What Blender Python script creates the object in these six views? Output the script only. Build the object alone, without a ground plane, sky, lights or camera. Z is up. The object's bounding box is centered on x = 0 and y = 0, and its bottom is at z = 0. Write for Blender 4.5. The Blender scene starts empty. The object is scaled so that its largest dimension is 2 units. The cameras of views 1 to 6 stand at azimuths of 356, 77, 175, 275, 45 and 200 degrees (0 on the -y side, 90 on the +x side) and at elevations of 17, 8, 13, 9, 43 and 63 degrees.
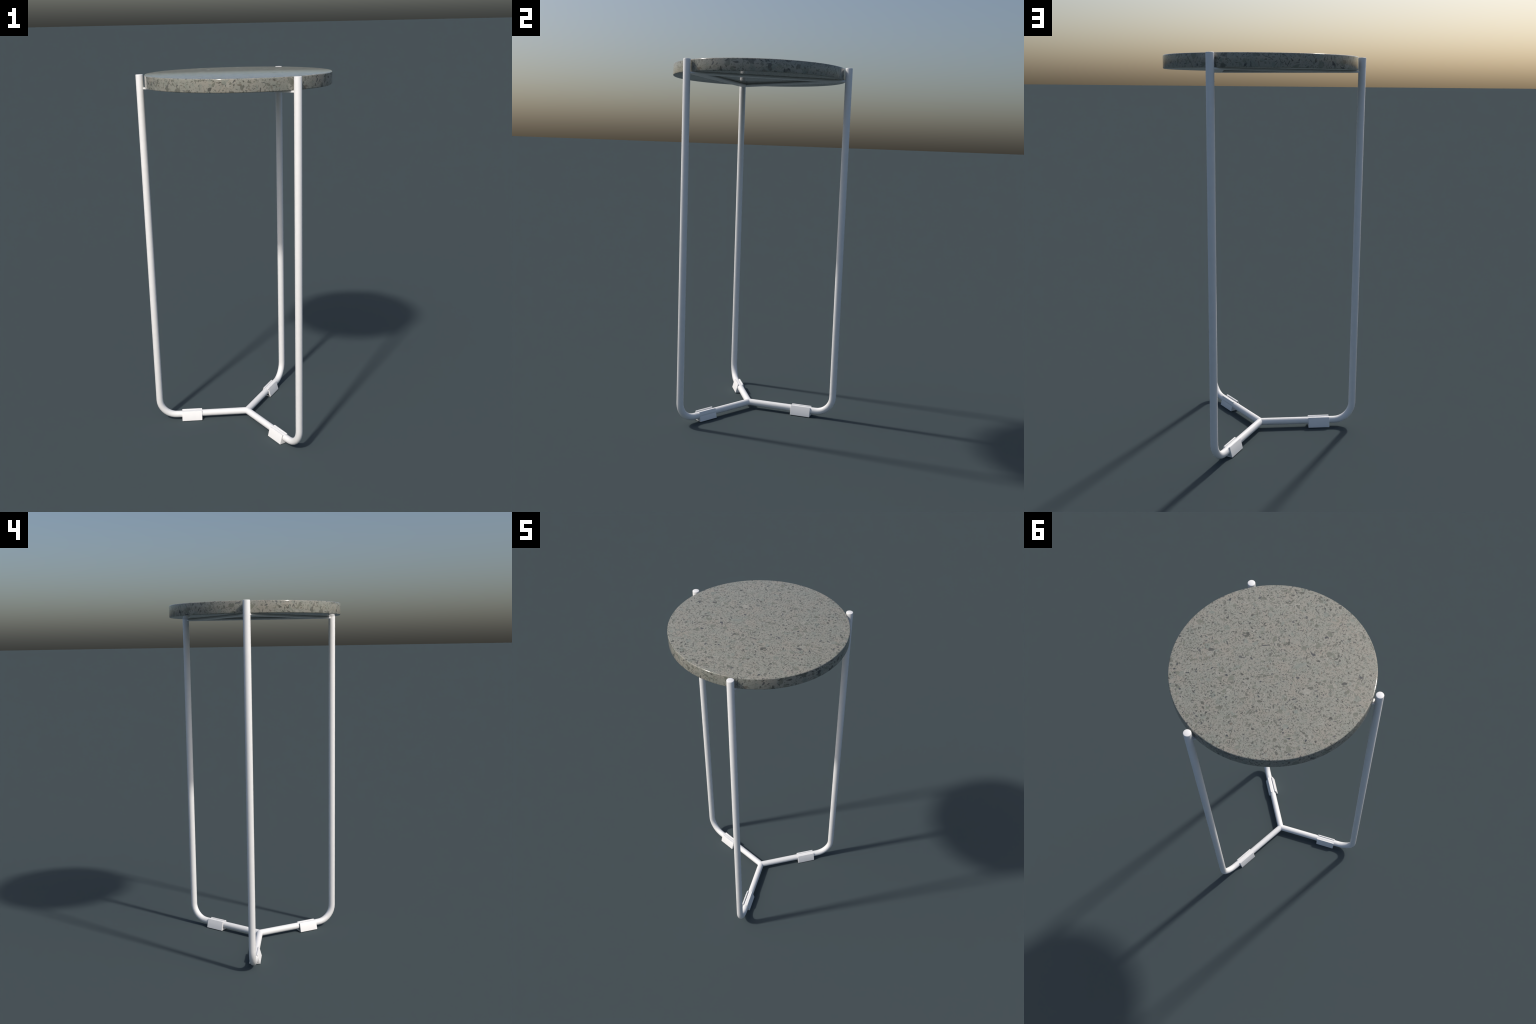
import bpy, bmesh, math, random
from mathutils import Vector, Matrix

# ------------------------------------------------------------------ sizes
CX = 0.0214            # axis of the table (bounding box is centred on 0, legs are a triangle)
LEG_R = 0.5131         # radius of the circle on which the three legs stand
TUBE = 0.0192          # tube radius
AXIS_Z = 0.0320        # height of the floor tubes' axis
BEND = 0.100           # bend radius of the tube axis
BEND_SEG = 9
TOP_Z = 2.0
DISC_R = 0.4880
DISC_Z0, DISC_Z1 = 1.9346, 1.9997
DISC_EDGE = 0.0050
PLATE_Z0 = 1.9247
PLATE_OUT, PLATE_IN = 0.2580, 0.1925    # inradii of the triangular carrier
FOOT_IN, FOOT_OUT = 0.2680, 0.3850
LIP = 0.0538           # height of the glide's two lips
LEG_ANGLES = (math.pi, -math.pi / 3, math.pi / 3)


# ------------------------------------------------------------------ helpers
def new_object(name, bm, mats, parent, smooth_deg=35):
    me = bpy.data.meshes.new(name)
    bmesh.ops.recalc_face_normals(bm, faces=bm.faces)
    bm.to_mesh(me)
    bm.free()
    for m in mats:
        me.materials.append(m)
    for p in me.polygons:
        p.use_smooth = True
    me.set_sharp_from_angle(angle=math.radians(smooth_deg))
    ob = bpy.data.objects.new(name, me)
    bpy.context.scene.collection.objects.link(ob)
    ob.parent = parent
    return ob


def ring_bridge(bm, a, b):
    n = len(a)
    for i in range(n):
        j = (i + 1) % n
        bm.faces.new((a[i], a[j], b[j], b[i]))


# ------------------------------------------------------------------ material tools
class Nodes:
    def __init__(self, name):
        self.mat = bpy.data.materials.new(name)
        self.mat.use_nodes = True
        self.t = self.mat.node_tree
        self.t.nodes.clear()

    def add(self, kind, **props):
        n = self.t.nodes.new(kind)
        for k, v in props.items():
            setattr(n, k, v)
        return n

    def put(self, sock, val):
        if isinstance(val, bpy.types.NodeSocket):
            self.t.links.new(val, sock)
        elif val is not None:
            sock.default_value = val

    def math(self, op, a, b=None, c=None, clamp=False):
        n = self.add('ShaderNodeMath', operation=op, use_clamp=clamp)
        for s, v in zip(n.inputs, (a, b, c)):
            self.put(s, v)
        return n.outputs[0]

    def vec(self, op, a, b=None):
        n = self.add('ShaderNodeVectorMath', operation=op)
        self.put(n.inputs[0], a)
        if b is not None:
            self.put(n.inputs['Scale'] if op == 'SCALE' else n.inputs[1], b)
        return n.outputs['Value'] if op in ('LENGTH', 'DOT_PRODUCT') else n.outputs['Vector']

    def mix(self, fac, a, b):
        n = self.add('ShaderNodeMix', data_type='RGBA', blend_type='MIX')
        self.put(n.inputs[0], fac)
        self.put(n.inputs[6], a)
        self.put(n.inputs[7], b)
        return n.outputs[2]

    def ramp(self, fac, stops, interp='LINEAR'):
        n = self.add('ShaderNodeValToRGB')
        cr = n.color_ramp
        cr.interpolation = interp
        while len(cr.elements) < len(stops):
            cr.elements.new(0.5)
        for e, (p, c) in zip(cr.elements, stops):
            e.position = p
            e.color = (*c, 1)
        self.put(n.inputs[0], fac)
        return n.outputs[0]


def srgb(r, g, b):
    f = lambda v: v / 12.92 if v <= 0.04045 else ((v + 0.055) / 1.055) ** 2.4
    return tuple(f(v / 255) for v in (r, g, b))


def white_paint():
    g = Nodes('white_powder_coat')
    out = g.add('ShaderNodeOutputMaterial')
    p = g.add('ShaderNodeBsdfPrincipled')
    tc = g.add('ShaderNodeTexCoord')
    nz = g.add('ShaderNodeTexNoise')
    nz.inputs['Scale'].default_value = 40
    g.put(nz.inputs['Vector'], tc.outputs['Object'])
    col = g.ramp(nz.outputs['Fac'], [(0.3, (0.815, 0.815, 0.812)), (0.7, (0.835, 0.835, 0.832))])
    g.put(p.inputs['Base Color'], col)
    p.inputs['Roughness'].default_value = 0.5
    g.put(out.inputs[0], p.outputs[0])
    return g.mat


def chip_layer(g, coord, base, scale, half, keep, size, palette, soft, offset, wobble, fade=0.5):
    """Scatter randomly turned, tapered stone shards over the polished face.
    scale: grid cells per metre; half: half length and half width in cells."""
    p = g.vec('ADD', coord, offset)
    nz = g.add('ShaderNodeTexNoise', noise_dimensions='2D')
    nz.inputs['Scale'].default_value = scale * 2.2
    nz.inputs['Detail'].default_value = 1.5
    g.put(nz.inputs['Vector'], p)
    w = g.vec('SCALE', g.vec('SUBTRACT', nz.outputs['Color'], (0.5, 0.5, 0.5)), wobble / scale)
    pw = g.vec('ADD', p, w)
    v = g.add('ShaderNodeTexVoronoi', feature='F1', voronoi_dimensions='2D')
    v.inputs['Scale'].default_value = scale
    v.inputs['Randomness'].default_value = 1.0
    g.put(v.inputs['Vector'], pw)
    loc = g.vec('SCALE', g.vec('SUBTRACT', pw, v.outputs['Position']), scale)
    wn = g.add('ShaderNodeTexWhiteNoise', noise_dimensions='3D')
    g.put(wn.inputs['Vector'], g.vec('SCALE', v.outputs['Color'], 37.1))
    sep = g.add('ShaderNodeSeparateColor')
    g.put(sep.inputs[0], wn.outputs['Color'])
    r1, r2, r3 = sep.outputs
    sp2 = g.add('ShaderNodeSeparateColor')
    g.put(sp2.inputs[0], v.outputs['Color'])
    r4, r5, r6 = sp2.outputs
    rot = g.add('ShaderNodeVectorRotate', rotation_type='Z_AXIS')
    g.put(rot.inputs['Vector'], loc)
    g.put(rot.inputs['Angle'], g.math('MULTIPLY', r4, 6.283))
    s = g.add('ShaderNodeSeparateXYZ')
    g.put(s.inputs[0], rot.outputs[0])
    sx = g.math('DIVIDE', s.outputs[0], half[0])
    # width varies from chip to chip and tapers along its length; bent a little
    sy = g.math('ADD', s.outputs[1], g.math('MULTIPLY', g.math('MULTIPLY', sx, sx), half[1] * 0.35))
    wid = g.math('MULTIPLY_ADD', r5, half[1] * 1.1, half[1] * 0.45)
    tap = g.math('MULTIPLY_ADD', g.math('MULTIPLY', sx, r6), -0.75, 1.0)
    sy = g.math('DIVIDE', sy, g.math('MULTIPLY', wid, g.math('MAXIMUM', tap, 0.15)))
    x, y = g.math('ABSOLUTE', sx), g.math('ABSOLUTE', sy)
    m = g.math('MAXIMUM', g.math('MAXIMUM', x, y), g.math('MULTIPLY', g.math('ADD', x, y), 0.70))
    thr = g.math('MULTIPLY_ADD', g.math('POWER', r2, 1.5), size[1] - size[0], size[0])
    mask = g.math('MULTIPLY_ADD', g.math('SUBTRACT', thr, m), 1.0 / soft, 0.5, clamp=True)
    mask = g.math('MULTIPLY', mask, g.math('LESS_THAN', r1, keep))
    mask = g.math('MULTIPLY', mask, g.math('MULTIPLY_ADD', r6, 1.0 - fade, fade))
    return g.mix(mask, base, g.ramp(r3, palette, 'CONSTANT'))


def terrazzo(name, zoom, seed, wrapped):
    g = Nodes(name)
    out = g.add('ShaderNodeOutputMaterial')
    p = g.add('ShaderNodeBsdfPrincipled')
    tc = g.add('ShaderNodeTexCoord')
    obj = tc.outputs['Object']
    c = obj
    if wrapped:                                  # unroll the rim: arc length, height
        s = g.add('ShaderNodeSeparateXYZ')
        g.put(s.inputs[0], obj)
        arc = g.math('MULTIPLY', g.math('ARCTAN2', s.outputs[1], s.outputs[0]), DISC_R)
        cm = g.add('ShaderNodeCombineXYZ')
        g.put(cm.inputs[0], arc)
        g.put(cm.inputs[1], s.outputs[2])
        c = cm.outputs[0]
    # matrix: pale cement with faint warm and cool clouds
    nz = g.add('ShaderNodeTexNoise')
    nz.inputs['Scale'].default_value = 11
    nz.inputs['Detail'].default_value = 4
    g.put(nz.inputs['Vector'], obj)
    col = g.ramp(nz.outputs['Fac'], [(0.32, srgb(144, 146, 137)), (0.5, srgb(148, 147, 138)), (0.68, srgb(151, 147, 137))])
    pale = srgb(141, 142, 134)
    cool = srgb(133, 138, 130)
    green = srgb(121, 124, 113)
    mid = srgb(107, 108, 100)
    dark = srgb(86, 87, 82)
    slate = srgb(78, 80, 82)
    brown = srgb(117, 112, 103)
    light = srgb(157, 156, 147)
    fine = [(0.0, pale), (0.10, green), (0.38, mid), (0.70, dark), (0.86, brown), (0.94, light)]
    medium = [(0.0, cool), (0.22, green), (0.45, mid), (0.70, dark), (0.86, slate), (0.95, brown)]
    shard = [(0.0, mid), (0.30, dark), (0.62, slate), (0.80, green), (0.94, brown)]
    big = [(0.0, cool), (0.22, green), (0.50, srgb(113, 115, 105)), (0.78, srgb(97, 98, 91)), (0.94, light)]
    o = lambda k: (seed + 3.17 * k, 1.73 * k - seed, 0.0)
    Z = zoom
    D = 0.76 if wrapped else 1.0               # the sawn rim shows fewer stones
    ghost = [(0.0, pale), (0.45, cool), (0.8, light)]
    col = chip_layer(g, c, col, 24 * Z, (0.50, 0.26), 0.55, (0.4, 1.0), ghost, 0.10, o(9), 0.45, 0.5)
    # hair-fine darker seams between the packed grains, broken up
    ve = g.add('ShaderNodeTexVoronoi', feature='DISTANCE_TO_EDGE', voronoi_dimensions='2D')
    ve.inputs['Scale'].default_value = 70 * Z
    jn = g.add('ShaderNodeTexNoise', noise_dimensions='2D')
    jn.inputs['Scale'].default_value = 90 * Z
    g.put(jn.inputs['Vector'], c)
    jit = g.vec('SCALE', g.vec('SUBTRACT', jn.outputs['Color'], (0.5, 0.5, 0.5)), 0.010 / Z)
    g.put(ve.inputs['Vector'], g.vec('ADD', c, jit))
    line = g.math('MULTIPLY_ADD', ve.outputs['Distance'], -1 / 0.10, 1.0, clamp=True)
    bn = g.add('ShaderNodeTexNoise', noise_dimensions='2D')
    bn.inputs['Scale'].default_value = 60 * Z
    g.put(bn.inputs['Vector'], g.vec('ADD', c, o(12)))
    brk = g.math('MULTIPLY_ADD', bn.outputs['Fac'], 5.0, -2.4, clamp=True)
    col = g.mix(g.math('MULTIPLY', g.math('MULTIPLY', line, brk), 0.35), col, (*mid, 1))
    col = chip_layer(g, c, col, 165 * Z, (0.42, 0.24), 0.60, (0.4, 1.0), fine, 0.35, o(1), 0.25)
    col = chip_layer(g, c, col, 105 * Z, (0.46, 0.19), 0.80 * D, (0.45, 1.0), fine, 0.22, o(2), 0.22, 0.7)
    col = chip_layer(g, c, col, 70 * Z, (0.52, 0.145), 0.82 * D, (0.5, 1.0), medium, 0.15, o(3), 0.18, 0.7)
    col = chip_layer(g, c, col, 56 * Z, (0.44, 0.20), 0.70 * D, (0.4, 1.0), medium, 0.11, o(4), 0.22, 0.65)
    col = chip_layer(g, c, col, 44 * Z, (0.46, 0.058), 0.60, (0.45, 1.0), shard, 0.22, o(5), 0.12, 0.75)
    col = chip_layer(g, c, col, 36 * Z, (0.38, 0.18), 0.42 * D, (0.45, 1.0), [(0.0, green), (0.3, mid), (0.62, dark), (0.88, slate)], 0.09, o(7), 0.18, 0.75)
    col = chip_layer(g, c, col, 25 * Z, (0.40, 0.23), 0.34 if wrapped else 0.20, (0.45, 1.0), big, 0.07, o(6), 0.20, 0.7)
    g.put(p.inputs['Base Color'], col)
    p.inputs['Roughness'].default_value = 0.12
    p.inputs['IOR'].default_value = 1.5
    g.put(out.inputs[0], p.outputs[0])
    return g.mat


# ------------------------------------------------------------------ parts
def build_tabletop(parent, mats):
    prof = []
    n = 5
    for k in range(n + 1):                       # bottom edge
        a = -math.pi / 2 + k / n * math.pi / 2
        prof.append((DISC_R - DISC_EDGE + DISC_EDGE * math.cos(a), DISC_Z0 + DISC_EDGE + DISC_EDGE * math.sin(a)))
    for k in range(n + 1):                       # top edge
        a = k / n * math.pi / 2
        prof.append((DISC_R - DISC_EDGE + DISC_EDGE * math.cos(a), DISC_Z1 - DISC_EDGE + DISC_EDGE * math.sin(a)))
    bm = bmesh.new()
    seg = 192
    rings = [[bm.verts.new((r * math.cos(2 * math.pi * i / seg), r * math.sin(2 * math.pi * i / seg), z))
              for i in range(seg)] for r, z in prof]
    for a, b in zip(rings, rings[1:]):
        ring_bridge(bm, a, b)
    bm.faces.new(list(reversed(rings[0])))
    bm.faces.new(rings[-1])
    bm.normal_update()
    for f in bm.faces:
        c = f.calc_center_median()
        if len(f.verts) == 4 and c.z < DISC_Z1 - DISC_EDGE * 0.6:
            f.material_index = 1
    ob = new_object('tabletop', bm, mats, parent, 30)
    ob.location = (CX + 0.0007, 0, 0)
    return ob


def tube_path():
    """Axis of one leg in its own plane: (radial, height), hub -> floor arm -> bend -> top."""
    pts = [(0.0, AXIS_Z), (LEG_R - BEND, AXIS_Z)]
    for k in range(1, BEND_SEG + 1):
        a = -math.pi / 2 + k / BEND_SEG * math.pi / 2
        pts.append((LEG_R - BEND + BEND * math.cos(a), AXIS_Z + BEND + BEND * math.sin(a)))
    pts.append((LEG_R, TOP_Z - 0.0025))
    return pts


def leg_mesh():
    pts = tube_path()
    bm = bmesh.new()
    seg = 40
    rings = []

    def ring(c, tangent, r):
        n = Vector((-tangent.y, tangent.x))      # in-plane normal (radial, z)
        vs = []
        for i in range(seg):
            a = 2 * math.pi * i / seg
            x = c[0] + n.x * r * math.cos(a)
            z = c[1] + n.y * r * math.cos(a)
            vs.append(bm.verts.new((x, r * math.sin(a), z)))
        rings.append(vs)

    for i, c in enumerate(pts):
        d0 = Vector(c) - Vector(pts[i - 1]) if i else None
        d1 = Vector(pts[i + 1]) - Vector(c) if i < len(pts) - 1 else None
        t = (d0 or d1).normalized()
        if d0 and d1:
            t = (d0.normalized() + d1.normalized()).normalized()
        ring(c, t, TUBE)
    up = Vector((0, 1))
    ring((LEG_R, TOP_Z - 0.0008), up, TUBE - 0.0007)
    ring((LEG_R, TOP_Z), up, TUBE - 0.0025)
    for a, b in zip(rings, rings[1:]):
        ring_bridge(bm, a, b)
    bm.faces.new(list(reversed(rings[0])))
    bm.faces.new(rings[-1])
    return bm


def foot_mesh():
    """Glide clipped round the floor tube: wide base, sloping cheeks, two lips over an open groove."""
    ch = TUBE - 0.0006
    half = [(0.0305, 0.0), (0.0320, 0.0012), (0.0182, LIP - 0.0012), (0.0170, LIP), (0.0120, LIP), (0.0108, LIP - 0.001)]
    inner = []
    a0 = math.acos(0.0108 / ch)
    for k in range(9):                            # groove wall follows the tube
        a = a0 - k / 8 * (a0 + math.pi / 2)
        inner.append((ch * math.cos(a), AXIS_Z + ch * math.sin(a)))
    right = half + inner
    prof = right + [(-x, z) for x, z in reversed(right[:-1])]
    bm = bmesh.new()
    ch_e = 0.0010
    rows = []
    for x, s in ((FOOT_IN, ch_e), (FOOT_IN + ch_e, 0), (FOOT_OUT - ch_e, 0), (FOOT_OUT, ch_e)):
        row = []
        for i, (y, z) in enumerate(prof):
            outer = i < 5 or i >= len(prof) - 5
            yy, zz = y, z
            if s and outer:
                yy = y - math.copysign(min(s, abs(y)), y) if z < LIP - 0.0007 else y
                zz = min(max(z, s * 0.5), LIP - s)
            row.append(bm.verts.new((x, yy, zz)))
        rows.append(row)
    for a, b in zip(rows, rows[1:]):
        ring_bridge(bm, a, b)
    caps = [bm.faces.new(list(reversed(rows[0]))), bm.faces.new(rows[-1])]
    bmesh.ops.triangulate(bm, faces=caps)
    return bm


def build_carrier(parent, mat):
    """Flat steel triangle under the slab, its corners welded to the legs."""
    bm = bmesh.new()

    def tri(inr, z, cut=0.0):
        vs = []
        for a in LEG_ANGLES:
            vs.append(Vector((2 * inr * math.cos(a), 2 * inr * math.sin(a), z)))
        return vs

    e = 0.0008
    zt = DISC_Z0 - 0.0003
    levels = [(PLATE_OUT - e, PLATE_IN + e, PLATE_Z0), (PLATE_OUT, PLATE_IN, PLATE_Z0 + e),
              (PLATE_OUT, PLATE_IN, zt - e), (PLATE_OUT - e, PLATE_IN + e, zt)]
    o = [[bm.verts.new(v) for v in tri(a, z)] for a, b, z in levels]
    i = [[bm.verts.new(v) for v in tri(b, z)] for a, b, z in levels]
    for a, b in zip(o, o[1:]):
        ring_bridge(bm, a, b)
    for a, b in zip(i, i[1:]):
        ring_bridge(bm, b, a)
    ring_bridge(bm, i[0], o[0])
    ring_bridge(bm, o[-1], i[-1])
    ob = new_object('triangular_support_frame', bm, [mat], parent, 60)
    ob.location = (CX, 0, 0)
    return ob


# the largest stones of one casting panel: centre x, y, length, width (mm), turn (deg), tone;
# the face is laid with the same 0.65 m panel over and over
PANEL = 0.65
STONES = [
    (-119, -48, 83, 23, -142, 'c'), (215, 131, 28, 26, -163, 'g'), (-108, -144, 30, 32, -163, 'g'),
    (174, -135, 26, 20, -145, 'd'), (308, -10, 30, 18, -145, 's'), (-233, -149, 31, 25, 173, 'g'),
    (-199, -263, 34, 22, 136, 'g'), (-343, -10, 31, 19, -151, 'd'), (419, -148, 33, 25, 168, 'g'),
    (-152, -366, 30, 27, -169, 'c'), (-106, -434, 22, 23, -163, 'g'), (165, -370, 33, 18, -175, 'm'),
    (29, -390, 43, 9, -111, 'm'), (-201, 392, 34, 23, 144, 'g'), (20, 446, 25, 20, -140, 'c'),
    (20, 57, 21, 19, -163, 'm'), (-33, 43, 22, 20, -175, 'g'), (-191, 80, 44, 36, -163, 'l'),
    (40, -156, 40, 21, -93, 'g'), (165, -104, 35, 19, 121, 'c'), (19, -205, 23, 20, -151, 'g'),
    (-128, -287, 20, 22, -163, 'm'), (-362, -287, 21, 20, -151, 'g'), (80, 205, 23, 16, -139, 'g'),
    (168, 282, 29, 17, -180, 'g'), (0, 195, 26, 14, 180, 'm'), (79, -445, 24, 18, -150, 'g'),
    (0, -457, 28, 12, -176, 'd'), (-31, -152, 24, 16, -98, 'd'), (-106, -370, 46, 4, 141, 'd'),
    (248, -68, 28, 6, 126, 's'), (120, -104, 33, 25, -133, 'c'), (74, -107, 38, 9, -163, 's'),
]


def stone_mats():
    tones = {'c': (134, 138, 130), 'g': (120, 122, 112), 'm': (111, 112, 103),
             'd': (98, 99, 92), 's': (90, 91, 90), 'l': (152, 151, 142)}
    mats = {}
    for k, rgb in tones.items():
        g = Nodes('stone_chip_' + {'c': 'cool', 'g': 'green', 'm': 'grey', 'd': 'dark', 's': 'slate', 'l': 'light'}[k])
        out = g.add('ShaderNodeOutputMaterial')
        p = g.add('ShaderNodeBsdfPrincipled')
        tc = g.add('ShaderNodeTexCoord')
        nz = g.add('ShaderNodeTexNoise')
        nz.inputs['Scale'].default_value = 60
        nz.inputs['Detail'].default_value = 3
        g.put(nz.inputs['Vector'], tc.outputs['Object'])
        lo = srgb(*[v - 7 for v in rgb])
        hi = srgb(*[v + 7 for v in rgb])
        g.put(p.inputs['Base Color'], g.ramp(nz.outputs['Fac'], [(0.35, lo), (0.65, hi)]))
        p.inputs['Roughness'].default_value = 0.12
        g.put(out.inputs[0], p.outputs[0])
        mats[k] = g.mat
    return mats


def build_stones(parent):
    """Big aggregate stones set into the slab and ground flush with its face."""
    mats = stone_mats()
    for n, (x, y, ln, wd, turn, tone) in enumerate(STONES):
        rng = random.Random(100 + n)
        k = rng.choice((7, 8, 9)) if ln < 3 * wd else 10
        a0 = rng.uniform(0, 6.28)
        bend = rng.uniform(-0.25, 0.25)
        ring = []
        for i in range(k):
            a = 2 * math.pi * i / k + rng.uniform(-0.22, 0.22)
            # between a rounded box and an ellipse, with a few corners knocked off
            c, q = math.cos(a), math.sin(a)
            r = 1.0 / (abs(c) ** 2.6 + abs(q) ** 2.6) ** (1 / 2.6)
            r *= 1 - 0.14 * (0.5 + 0.5 * math.cos(2 * a + a0)) - rng.uniform(-0.06, 0.16)
            px, py = r * c, r * q * (1 - 0.35 * math.sin(a0) * r * c)
            py += bend * (px * px - 0.4)
            ring.append((px * ln * 0.0005, py * wd * 0.0005))
        t = math.radians(turn)
        first = None
        for ix in (-1, 0, 1):
            for iy in (-1, 0, 1):
                cx, cy = x / 1000 + ix * PANEL, y / 1000 + iy * PANEL
                if math.hypot(cx, cy) + ln * 0.0005 > DISC_R - DISC_EDGE - 0.001:
                    continue
                if first is None:
                    bm = bmesh.new()
                    lo = [bm.verts.new((px, py, -0.006)) for px, py in ring]
                    hi = [bm.verts.new((px, py, 0.00012)) for px, py in ring]
                    ring_bridge(bm, lo, hi)
                    bm.faces.new(list(reversed(lo)))
                    bm.faces.new(hi)
                    ob = first = new_object('stone_chip', bm, [mats[tone]], parent, 30)
                else:
                    ob = first.copy()
                    bpy.context.scene.collection.objects.link(ob)
                ob.parent = parent
                ob.location = (cx, cy, DISC_Z1)
                ob.rotation_euler = (0, 0, t)


# ------------------------------------------------------------------ assemble
white = white_paint()
top_mat = terrazzo('terrazzo_face', 1.0, 11.3, False)
rim_mat = terrazzo('terrazzo_rim', 0.62, 5.3, True)

table = bpy.data.objects.new('side_table', None)
table['label'] = 'tall round terrazzo side table on three white tubular legs'
table['category'] = 'side table'
bpy.context.scene.collection.objects.link(table)

tabletop = build_tabletop(table, [top_mat, rim_mat])
build_stones(tabletop)
build_carrier(table, white)

leg0 = new_object('leg', leg_mesh(), [white], table, 50)
foot0 = new_object('foot_glide', foot_mesh(), [white], leg0, 30)
for k, a in enumerate(LEG_ANGLES):
    leg = leg0 if k == 0 else leg0.copy()
    foot = foot0 if k == 0 else foot0.copy()
    if k:
        bpy.context.scene.collection.objects.link(leg)
        bpy.context.scene.collection.objects.link(foot)
    leg.parent = table
    foot.parent = leg
    leg.location = (CX, 0, 0)
    leg.rotation_euler = (0, 0, a)
    foot.location = (0, -0.0050 if k == 1 else 0.0, 0)   # one glide sits a little askew
